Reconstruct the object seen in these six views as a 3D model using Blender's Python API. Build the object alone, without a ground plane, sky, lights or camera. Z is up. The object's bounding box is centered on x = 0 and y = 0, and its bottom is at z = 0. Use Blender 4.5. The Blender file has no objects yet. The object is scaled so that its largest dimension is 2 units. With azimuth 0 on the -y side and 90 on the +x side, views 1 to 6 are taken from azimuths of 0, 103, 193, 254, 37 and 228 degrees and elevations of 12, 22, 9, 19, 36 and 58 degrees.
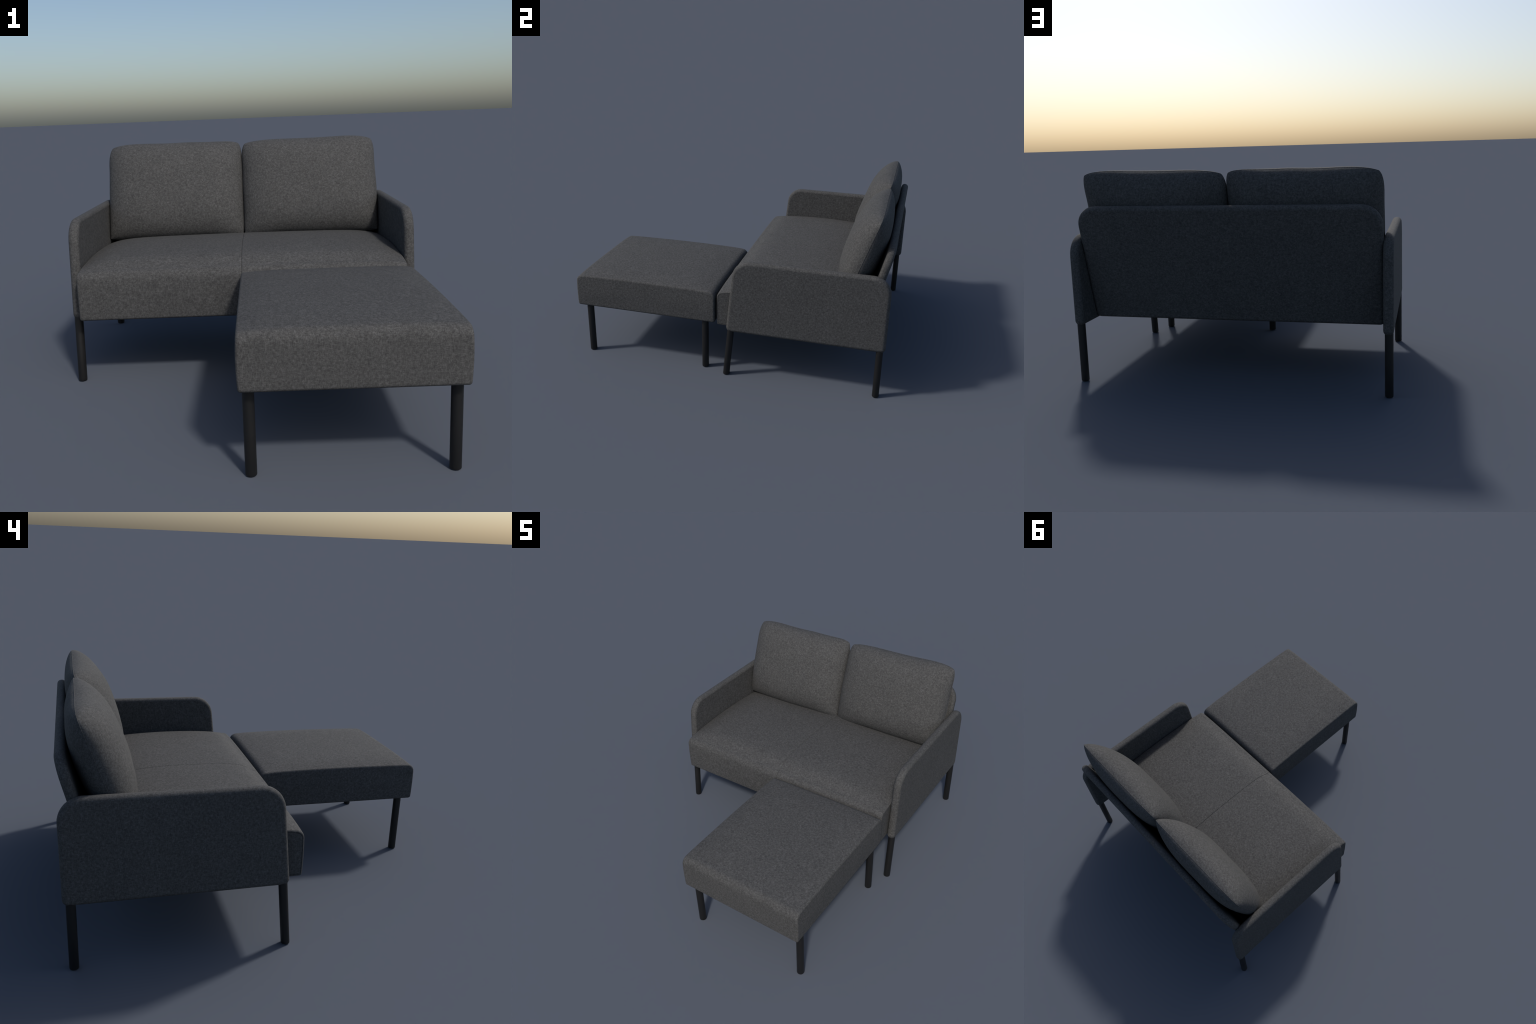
"""Two-seat sofa with loose back cushions and a matching footstool, all in one woven grey fabric."""
import math
import bpy
import numpy as np
from mathutils import Vector, noise

# ------------------------------------------------------------------ materials

def node(nt, kind, **props):
    n = nt.nodes.new(kind)
    for k, v in props.items():
        setattr(n, k, v)
    return n


def fabric_material(name, dark, mid, light, thread=1.0):
    m = bpy.data.materials.new(name)
    m.use_nodes = True
    nt = m.node_tree
    nt.nodes.clear()
    out = node(nt, "ShaderNodeOutputMaterial")
    bsdf = node(nt, "ShaderNodeBsdfPrincipled")
    bsdf.inputs["Roughness"].default_value = 0.88
    bsdf.inputs["Specular IOR Level"].default_value = 0.35
    bsdf.inputs["Sheen Weight"].default_value = 0.0
    nt.links.new(bsdf.outputs[0], out.inputs[0])
    co = node(nt, "ShaderNodeTexCoord")

    def streak(scale, detail=2.0, rough=0.6):
        mp = node(nt, "ShaderNodeMapping")
        mp.inputs["Scale"].default_value = scale
        nt.links.new(co.outputs["Object"], mp.inputs["Vector"])
        nz = node(nt, "ShaderNodeTexNoise")
        nz.inputs["Scale"].default_value = 1.0
        nz.inputs["Detail"].default_value = detail
        nz.inputs["Roughness"].default_value = rough
        nt.links.new(mp.outputs[0], nz.inputs["Vector"])
        return nz.outputs["Fac"]

    def math_node(op, a, b):
        mn = node(nt, "ShaderNodeMath", operation=op)
        for i, v in enumerate((a, b)):
            if isinstance(v, (int, float)):
                mn.inputs[i].default_value = v
            else:
                nt.links.new(v, mn.inputs[i])
        return mn.outputs[0]

    t = thread
    warp = streak((330 * t, 330 * t, 75 * t))      # threads that run up and down
    weft = streak((75 * t, 330 * t, 330 * t))      # threads that run across
    deep = streak((330 * t, 75 * t, 330 * t))      # threads that run front to back
    mottle = streak((88, 88, 88), 2.0, 0.65)       # slubs of melange yarn
    cloud = streak((9, 9, 9), 2.0, 0.5)

    s = math_node("ADD", warp, weft)
    s = math_node("ADD", s, deep)
    s = math_node("MULTIPLY", s, 0.23)
    s2 = math_node("MULTIPLY", mottle, 0.27)
    s = math_node("ADD", s, s2)
    s3 = math_node("MULTIPLY", cloud, 0.04)
    s = math_node("ADD", s, s3)
    ramp = node(nt, "ShaderNodeValToRGB")
    e = ramp.color_ramp.elements
    e[0].position, e[0].color = 0.40, (*dark, 1)
    e[1].position, e[1].color = 0.62, (*light, 1)
    k = e.new(0.50)
    k.color = (*mid, 1)
    nt.links.new(s, ramp.inputs[0])
    nt.links.new(ramp.outputs[0], bsdf.inputs["Base Color"])
    bump = node(nt, "ShaderNodeBump")
    bump.inputs["Strength"].default_value = 0.35
    bump.inputs["Distance"].default_value = 0.0016
    nt.links.new(s, bump.inputs["Height"])
    nt.links.new(bump.outputs[0], bsdf.inputs["Normal"])
    return m


def leg_material():
    m = bpy.data.materials.new("black_powder_coat")
    m.use_nodes = True
    nt = m.node_tree
    bsdf = nt.nodes["Principled BSDF"]
    bsdf.inputs["Roughness"].default_value = 0.5
    bsdf.inputs["Specular IOR Level"].default_value = 0.4
    co = node(nt, "ShaderNodeTexCoord")
    nz = node(nt, "ShaderNodeTexNoise")
    nz.inputs["Scale"].default_value = 240
    nt.links.new(co.outputs["Object"], nz.inputs["Vector"])
    ramp = node(nt, "ShaderNodeValToRGB")
    e = ramp.color_ramp.elements
    e[0].position, e[0].color = 0.3, (0.0070, 0.0070, 0.0072, 1)
    e[1].position, e[1].color = 0.7, (0.0105, 0.0105, 0.0108, 1)
    nt.links.new(nz.outputs["Fac"], ramp.inputs[0])
    nt.links.new(ramp.outputs[0], bsdf.inputs["Base Color"])
    return m


FABRIC = fabric_material("woven_grey_fabric", (0.0340, 0.0340, 0.0338), (0.0598, 0.0595, 0.0587), (0.103, 0.1026, 0.101))
SEAM = fabric_material("seam_thread", (0.022, 0.022, 0.022), (0.030, 0.030, 0.030), (0.042, 0.042, 0.042))
COAT = leg_material()

# ------------------------------------------------------------------ mesh helpers

def add_mesh(name, verts, faces, mat, parent, weighted=True):
    me = bpy.data.meshes.new(name)
    me.from_pydata([tuple(map(float, v)) for v in verts], [], faces)
    me.validate()
    me.update()
    me.shade_smooth()
    me.materials.append(mat)
    ob = bpy.data.objects.new(name, me)
    bpy.context.scene.collection.objects.link(ob)
    ob.parent = parent
    if weighted:
        w = ob.modifiers.new("even_shading", "WEIGHTED_NORMAL")
        w.keep_sharp = True
        w.weight = 60
    return ob


def thing(name, location, label, category):
    e = bpy.data.objects.new(name, None)
    e.empty_display_size = 0.1
    e.location = location
    e["label"] = label
    e["category"] = category
    bpy.context.scene.collection.objects.link(e)
    bpy.context.view_layer.update()
    return e


def rounded_polygon(corners, arc=8, step=0.04):
    """corners: (a, b, radius) in order; returns a closed outline with arcs at the corners."""
    n = len(corners)
    pts = []
    for i in range(n):
        p = np.array(corners[i][:2], float)
        a = np.array(corners[i - 1][:2], float) - p
        b = np.array(corners[(i + 1) % n][:2], float) - p
        r = corners[i][2]
        a /= np.linalg.norm(a)
        b /= np.linalg.norm(b)
        half = math.acos(np.clip(a @ b, -1, 1)) / 2
        d = r / math.tan(half)
        centre = p + (a + b) / np.linalg.norm(a + b) * (r / math.sin(half))
        v0, v1 = p + a * d - centre, p + b * d - centre
        turn = math.pi - 2 * half
        for k in range(arc + 1):
            f = k / arc
            v = (math.sin((1 - f) * turn) * v0 + math.sin(f * turn) * v1) / math.sin(turn)
            pts.append(centre + v)
    dense = []
    for i, p in enumerate(pts):
        q = pts[(i + 1) % len(pts)]
        m = max(1, int(np.linalg.norm(q - p) / step))
        dense += [p + (q - p) * k / m for k in range(m)]
    return np.array(dense)


def outward_normals(P):
    t = np.roll(P, -1, 0) - np.roll(P, 1, 0)
    nrm = np.stack([t[:, 1], -t[:, 0]], 1)
    nrm /= np.linalg.norm(nrm, axis=1)[:, None]
    area = 0.5 * np.sum(P[:, 0] * np.roll(P[:, 1], -1) - np.roll(P[:, 0], -1) * P[:, 1])
    return nrm if area > 0 else -nrm


def bridge(rings, count):
    faces = []
    for r in range(rings - 1):
        for i in range(count):
            j = (i + 1) % count
            faces.append((r * count + i, r * count + j, (r + 1) * count + j, (r + 1) * count + i))
    return faces


def padded_board(outline, half, rim, place, dome=0.0):
    """A board with a flat outline and a softly rounded rim; place(a, b, depth) -> xyz."""
    P, N = outline, outward_normals(outline)
    verts, count = [], len(P)
    steps = 10
    ring_data = []
    for k in range(steps + 1):
        th = math.pi * k / steps
        s = math.copysign(abs(math.cos(th)), -math.cos(th))
        ring_data.append((rim * (1 - math.sin(th)), s * rim + math.copysign(half - rim, s) if abs(s) > 1e-6 else 0.0))
    for ins, dep in ring_data:
        for p, n in zip(P, N):
            q = p - n * ins
            verts.append(place(q[0], q[1], dep))
    faces = bridge(len(ring_data), count)
    last = (len(ring_data) - 1) * count
    faces.append(tuple(range(count)))
    faces.append(tuple(last + i for i in reversed(range(count))))
    return verts, faces


def fix_normals(ob):
    import bmesh
    bm = bmesh.new()
    bm.from_mesh(ob.data)
    bmesh.ops.recalc_face_normals(bm, faces=bm.faces)
    bm.to_mesh(ob.data)
    bm.free()
    return ob


# ------------------------------------------------------------------ the sofa

sofa = thing("loveseat", (0, 0.47, 0), "compact two-seat grey fabric sofa on black round legs", "sofa")
INV = sofa.matrix_world.inverted()


def under(ob, parent):
    """Parent without moving: vertices are written in world metres."""
    ob.parent = parent
    ob.matrix_parent_inverse = parent.matrix_world.inverted()
    return ob


# --- arms: upright padded boards whose front edge leans back
ARM_IN, ARM_OUT = 0.7775, 0.8280
arm_outline = rounded_polygon([
    (0.0155, 0.3085, 0.028),
    (0.9970, 0.3085, 0.028),
    (0.9990, 0.7850, 0.108),
    (0.0630, 0.7850, 0.113),
], arc=10)
for side in (-1, 1):
    mid, half = side * (ARM_IN + ARM_OUT) / 2, (ARM_OUT - ARM_IN) / 2
    v, f = padded_board(arm_outline, half, 0.0215, lambda a, b, d: (mid + d, a, b))
    under(fix_normals(add_mesh("armrest", v, f, FABRIC, None)), sofa)

# --- back board: leans back, rounded upper corners
LEAN = math.atan(0.2590)
PANEL_HALF = 0.0235
board_len = (0.9320 - 0.3200) / math.cos(LEAN)
panel_outline = rounded_polygon([
    (-0.779, 0.0, 0.026), (0.779, 0.0, 0.026),
    (0.779, board_len, 0.105), (-0.779, board_len, 0.105)], arc=10)


def panel_place(a, b, d):
    y0, z0 = 0.8210, 0.3220
    return (a, y0 + b * math.sin(LEAN) + d * math.cos(LEAN), z0 + b * math.cos(LEAN) - d * math.sin(LEAN))


v, f = padded_board(panel_outline, PANEL_HALF, 0.0215, panel_place)
under(fix_normals(add_mesh("backrest_board", v, f, FABRIC, None)), sofa)

# --- seat: one crowned pad, sewn across the middle, with sewn-in side panels
SEAT_X = 0.7745


def smooth_curve(points):
    ys = np.array([p[0] for p in points])
    zs = np.array([p[1] for p in points])

    def at(y):
        # Catmull-Rom through the control points
        i = int(np.clip(np.searchsorted(ys, y) - 1, 0, len(ys) - 2))
        h = ys[i + 1] - ys[i]
        t = np.clip((y - ys[i]) / h, 0, 1)
        m0 = (zs[i + 1] - zs[max(i - 1, 0)]) / (ys[i + 1] - ys[max(i - 1, 0)])
        m1 = (zs[min(i + 2, len(zs) - 1)] - zs[i]) / (ys[min(i + 2, len(zs) - 1)] - ys[i])
        return ((2 * t**3 - 3 * t**2 + 1) * zs[i] + (t**3 - 2 * t**2 + t) * h * m0
                + (-2 * t**3 + 3 * t**2) * zs[i + 1] + (t**3 - t**2) * h * m1)
    return at


crown_mid = smooth_curve([(-0.02, 0.5590), (0.03, 0.5875), (0.083, 0.6020), (0.20, 0.6110), (0.32, 0.6135), (0.44, 0.6125), (0.53, 0.6080), (0.62, 0.600), (0.84, 0.57)])
crown_side = smooth_curve([(-0.02, 0.5480), (0.03, 0.553), (0.20, 0.563), (0.38, 0.566), (0.60, 0.558), (0.84, 0.540)])


def seat_section(x):
    """closed (y, z) outline of the seat at x, counted from the lower back, forward, up and back"""
    k = abs(x) / SEAT_X
    full = 1 - 0.20 * k**2 - 0.80 * k**10
    dip = 0.0010 * math.exp(-(x / 0.022) ** 2)
    bow = 0.005 * (1 - k**4)
    pts = []
    for y in np.linspace(0.803, -0.035, 24):
        pts.append((y, 0.3205))
    for a in np.linspace(0, 90, 6)[1:]:                     # lower front edge
        pts.append((-0.043 - 0.013 * math.sin(math.radians(a)), 0.3335 - 0.013 * math.cos(math.radians(a))))
    for z in np.linspace(0.345, 0.508, 9):                  # front face, slightly full
        t = (z - 0.333) / (0.515 - 0.333)
        pts.append((-0.056 - 0.0022 * math.sin(math.pi * t) - bow * math.sin(math.pi * min(1, t) * 0.62), z))
    yf, zf = pts[-1]
    yt = -0.016
    zt = crown_side(yt) * (1 - full) + crown_mid(yt) * full - dip
    for a in np.linspace(0, 90, 8)[1:]:                     # upper front edge
        s = math.sin(math.radians(a))
        c = math.cos(math.radians(a))
        pts.append((yt + (yf - yt) * c, zf + (zt - zf) * s))
    for y in np.linspace(0.010, 0.775, 34):
        pts.append((y, crown_side(y) * (1 - full) + crown_mid(y) * full - dip * (1 if y > 0.0 else 0.6)))
    return np.array(pts)


xs = np.concatenate([np.linspace(-0.7625, -0.60, 12)[:-1], np.linspace(-0.60, -0.06, 22)[:-1],
                     np.linspace(-0.06, -0.006, 7)[:-1], [-0.006, -0.0028, -0.0010, 0.0, 0.0010, 0.0028, 0.006],
                     np.linspace(0.006, 0.06, 7)[1:], np.linspace(0.06, 0.60, 22)[1:], np.linspace(0.60, 0.7625, 12)[1:]])
rings = []
for x in xs:
    sec = seat_section(x)
    if abs(x) < 0.002:                                       # stitched groove along the middle
        depth = 0.0034 if x == 0 else 0.0018
        sec = sec - outward_normals(sec) * depth
    rings.append((x, sec))
end = []
for dx, ins in ((0.0050, 0.0010), (0.0085, 0.0032), (0.0105, 0.0065), (0.0112, 0.0092), (0.0088, 0.0104), (0.0085, 0.0112), (0.0112, 0.0124)):
    x = 0.7625 + dx
    sec = seat_section(0.7625)
    end.append((x, sec - outward_normals(sec) * ins))
rings = [(-x, s) for x, s in reversed(end)] + rings + end
count = len(rings[0][1])
verts = [(x, p[0], p[1]) for x, s in rings for p in s]
faces = bridge(len(rings), count)
faces.append(tuple(range(count)))
faces.append(tuple((len(rings) - 1) * count + i for i in reversed(range(count))))
seat = under(fix_normals(add_mesh("seat", verts, faces, FABRIC, None)), sofa)


def tube(name, path, radius, mat, parent, closed=False, sides=8):
    path = [Vector(p) for p in path]
    n = len(path)
    verts = []
    for i, p in enumerate(path):
        a = path[i - 1] if (closed or i) else path[0]
        b = path[(i + 1) % n] if (closed or i < n - 1) else path[-1]
        t = (b - a).normalized()
        ref = Vector((1, 0, 0)) if abs(t.x) < 0.8 else Vector((0, 1, 0))
        u = t.cross(ref).normalized()
        w = t.cross(u)
        for k in range(sides):
            an = 2 * math.pi * k / sides
            verts.append(p + (u * math.cos(an) + w * math.sin(an)) * radius)
    faces = []
    for i in range(n if closed else n - 1):
        j = (i + 1) % n
        for k in range(sides):
            m = (k + 1) % sides
            faces.append((i * sides + k, i * sides + m, j * sides + m, j * sides + k))
    if not closed:
        faces.append(tuple(range(sides)))
        faces.append(tuple((n - 1) * sides + k for k in reversed(range(sides))))
    return under(fix_normals(add_mesh(name, verts, faces, mat, None, weighted=False)), parent)


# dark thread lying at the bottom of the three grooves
mid_line = seat_section(0.0)
mid_line = mid_line - outward_normals(mid_line) * 0.0031
tube("seam_thread", [(0, p[0], p[1]) for p in mid_line[26:-1]], 0.0008, SEAM, seat)
for side in (-1, 1):
    edge = seat_section(0.7625)
    edge = edge - outward_normals(edge) * 0.0108
    tube("seam_thread", [(side * 0.7722, p[0], p[1]) for p in edge[1:-1]], 0.0017, SEAM, seat)

# --- loose back cushions
CUSH_X, CUSH_S = 0.3875, 0.2810
LEAN_C = math.atan(0.350)
S_DIR = Vector((0, math.sin(LEAN_C), math.cos(LEAN_C)))
F_DIR = Vector((0, -math.cos(LEAN_C), math.sin(LEAN_C)))
CUSH_MID = Vector((0, 0.8140, 0.8370))


def cushion(side, seed):
    centre = CUSH_MID + Vector((side * 0.3875, 0, 0))
    nu, nv = 60, 52
    off = Vector((seed * 3.7, seed * 1.3, 0.0))

    def edge_point(a, b):
        r = 0.064 if b > 0 else 0.026
        pull = 0.29 * r
        x = a * (CUSH_X - pull * abs(b) ** 9)
        s = b * (CUSH_S - pull * abs(a) ** 9)
        s += 0.0065 * noise.noise(Vector((a * 1.8, b * 1.8, 4.0)) + off) * abs(b)
        x += 0.004 * noise.noise(Vector((a * 1.8, b * 1.8, 9.0)) + off) * abs(a)
        return x, s

    def place(a, b, front):
        x, s = edge_point(a, b)
        if front:
            across = max(0.0, 1 - abs(a) ** 3.0) ** (0.48 + 0.03 * b)
            along = max(0.0, 1 - abs(b) ** 2.6) ** (0.52 - 0.03 * b)
            d = 0.130 * across * along
        else:
            across = max(0.0, 1 - abs(a) ** 3.2) ** 0.50
            along = max(0.0, 1 - abs(b) ** 2.6) ** 0.60
            d = -0.106 * across * along
        d *= 1 + 0.04 * noise.noise(Vector((a * 1.3, b * 1.3, 2.0 if front else 7.0)) + off)
        return centre + Vector((x, 0, 0)) + S_DIR * s + F_DIR * d

    aa = [math.sin(math.pi / 2 * t) for t in np.linspace(-1, 1, nu + 1)]
    bb = [math.sin(math.pi / 2 * t) for t in np.linspace(-1, 1, nv + 1)]
    verts, index = [], {}
    for front in (1, 0):
        for j, b in enumerate(bb):
            for i, a in enumerate(aa):
                rim = i in (0, nu) or j in (0, nv)
                if rim and not front:
                    index[0, i, j] = index[1, i, j]
                    continue
                index[front, i, j] = len(verts)
                verts.append(place(a, b, front))
    faces = []
    for front in (1, 0):
        for j in range(nv):
            for i in range(nu):
                q = (index[front, i, j], index[front, i + 1, j], index[front, i + 1, j + 1], index[front, i, j + 1])
                if len(set(q)) == 4:
                    faces.append(q)
    ob = under(fix_normals(add_mesh("back_cushion", verts, faces, FABRIC, None, weighted=False)), sofa)
    on_rim = {index[1, i, j] for i in range(nu + 1) for j in range(nv + 1) if i in (0, nu) or j in (0, nv)}
    for e in ob.data.edges:                                   # the two covers meet in a crisp sewn edge
        e.use_edge_sharp = e.vertices[0] in on_rim and e.vertices[1] in on_rim
    rim = [(a, -1) for a in aa[:-1]] + [(1, b) for b in bb[:-1]] + [(a, 1) for a in reversed(aa[1:])] + [(-1, b) for b in reversed(bb[1:])]
    path = [place(a, b, 1) for a, b in rim]
    clean = [path[0]]
    for p in path[1:]:
        if (p - clean[-1]).length > 0.0045:
            clean.append(p)
    tube("cushion_welt", clean, 0.0015, FABRIC, ob, closed=True)
    return ob


cushion(-1, 1.0)
cushion(1, 2.0)

# ------------------------------------------------------------------ legs

def leg_mesh(name, height, radius, shift):
    """round leg standing on z = 0; its top is moved by shift in y"""
    verts, sides = [], 32
    prof = [(radius - 0.004, 0.0), (radius - 0.0012, 0.0012), (radius, 0.004), (radius, height * 0.5), (radius, height)]
    for r, z in prof:
        for k in range(sides):
            an = 2 * math.pi * k / sides
            verts.append((r * math.cos(an), r * math.sin(an) + shift * z / height, z))
    faces = bridge(len(prof), sides)
    faces.append(tuple(reversed(range(sides))))
    faces.append(tuple((len(prof) - 1) * sides + k for k in range(sides)))
    me = bpy.data.meshes.new(name)
    me.from_pydata(verts, [], faces)
    me.shade_smooth()
    me.materials.append(COAT)
    me.set_sharp_from_angle(angle=math.radians(50))
    return me


def stand(mesh, places, parent):
    for x, y in places:
        ob = bpy.data.objects.new("leg", mesh)
        bpy.context.scene.collection.objects.link(ob)
        ob.location = (x, y, 0)
        under(ob, parent)


stand(leg_mesh("raked_leg", 0.330, 0.0208, 0.0290), [(-0.805, 0.0180), (0.805, 0.0180)], sofa)
stand(leg_mesh("upright_leg", 0.330, 0.0208, 0.0), [(-0.805, 0.9630), (0.805, 0.9630)], sofa)

# ------------------------------------------------------------------ the footstool

stool = thing("footstool", (0.3915, -0.5335, 0), "square grey fabric footstool on four black round legs", "footstool")
STOOL_X, STOOL_W = 0.3902, 0.3942                      # middle and half width
FRONT, BACK = -0.9985, -0.0675
stool_side = smooth_curve([(-1.0, 0.540), (-0.90, 0.5440), (-0.53, 0.5470), (-0.17, 0.5430), (-0.06, 0.536)])
stool_mid = smooth_curve([(-1.0, 0.548), (-0.94, 0.5545), (-0.85, 0.5620), (-0.53, 0.5695), (-0.22, 0.5615), (-0.13, 0.5520), (-0.06, 0.541)])


def stool_section(x):
    """closed (y, z) outline of the stool pad at a distance x from its middle"""
    k = abs(x) / STOOL_W
    full = 1 - k**4.5
    bow = 0.0020 * (1 - k**4)
    lo, r, rise = 0.3340, 0.014, 0.040
    pts = [(y, lo) for y in np.linspace(BACK - r, FRONT + r, 24)]
    arc = [math.radians(a) for a in np.linspace(0, 90, 6)[1:]]
    pts += [(FRONT + r - r * math.sin(a), lo + r - r * math.cos(a)) for a in arc]
    face = np.linspace(0.358, 0.503, 8)
    for z in face:
        pts.append((FRONT - bow * math.sin(math.pi * (z - lo) / 0.19), z))

    def top(y):
        return stool_side(y) * (1 - full) + stool_mid(y) * full

    arc = [math.radians(a) for a in np.linspace(0, 90, 8)[1:]]
    yt = FRONT + rise
    pts += [(yt - rise * math.cos(a), 0.505 + (top(yt) - 0.505) * math.sin(a)) for a in arc]
    pts += [(y, top(y)) for y in np.linspace(FRONT + rise + 0.012, BACK - rise - 0.012, 30)]
    yt = BACK - rise
    pts += [(yt + rise * math.sin(a), 0.505 + (top(yt) - 0.505) * math.cos(a)) for a in [0] + arc[:-1]]
    for z in face[::-1]:
        pts.append((BACK + bow * math.sin(math.pi * (z - lo) / 0.19), z))
    arc = [math.radians(a) for a in np.linspace(90, 0, 6)[:-1]]
    pts += [(BACK - r + r * math.sin(a), lo + r - r * math.cos(a)) for a in arc]
    return np.array(pts)


core = STOOL_W - 0.0120
xs = np.concatenate([np.linspace(-core, -0.28, 12)[:-1], np.linspace(-0.28, 0.28, 26), np.linspace(0.28, core, 12)[1:]])
rings = [(x, stool_section(x)) for x in xs]
end = []
for a in np.linspace(0, 90, 7)[1:]:                          # tight side edges
    sec = stool_section(core)
    ins = 0.0120 * (1 - math.cos(math.radians(a)))
    end.append((core + 0.0100 * math.sin(math.radians(a)), sec - outward_normals(sec) * ins))
rings = [(-x, sec) for x, sec in reversed(end)] + rings + end
count = len(rings[0][1])
verts = []
for x, sec in rings:
    for p in sec:
        t = (p[1] - 0.334) / 0.2
        puff = 0.004 * math.sin(math.pi * min(1, max(0, t))) * (x / STOOL_W) ** 3
        verts.append((STOOL_X + x + puff, p[0], p[1]))
faces = bridge(len(rings), count)
# side panels: shrinking rings closed by a fan, gently domed
for sgn, first in ((-1, 0), (1, (len(rings) - 1) * count)):
    base = np.array(verts[first:first + count])
    mid = np.array([base[:, 0].mean(), (FRONT + BACK) / 2, 0.44])
    prev = first
    for k in (0.9, 0.75, 0.55, 0.3):
        start = len(verts)
        for p in base:
            q = mid + (p - mid) * k
            verts.append((p[0] + (mid[0] - p[0]) * (1 - k) + sgn * 0.002 * (1 - k), q[1], q[2]))
        faces += [(prev + i, prev + (i + 1) % count, start + (i + 1) % count, start + i) for i in range(count)]
        prev = start
    verts.append((mid[0] + sgn * 0.002, mid[1], mid[2]))
    faces += [(prev + i, prev + (i + 1) % count, len(verts) - 1) for i in range(count)]
under(fix_normals(add_mesh("padded_seat", verts, faces, FABRIC, None)), stool)
stand(leg_mesh("stool_leg", 0.345, 0.0213, 0.0), [(0.0315, -0.9280), (0.7515, -0.9280), (0.0315, -0.1375), (0.7515, -0.1375)], stool)
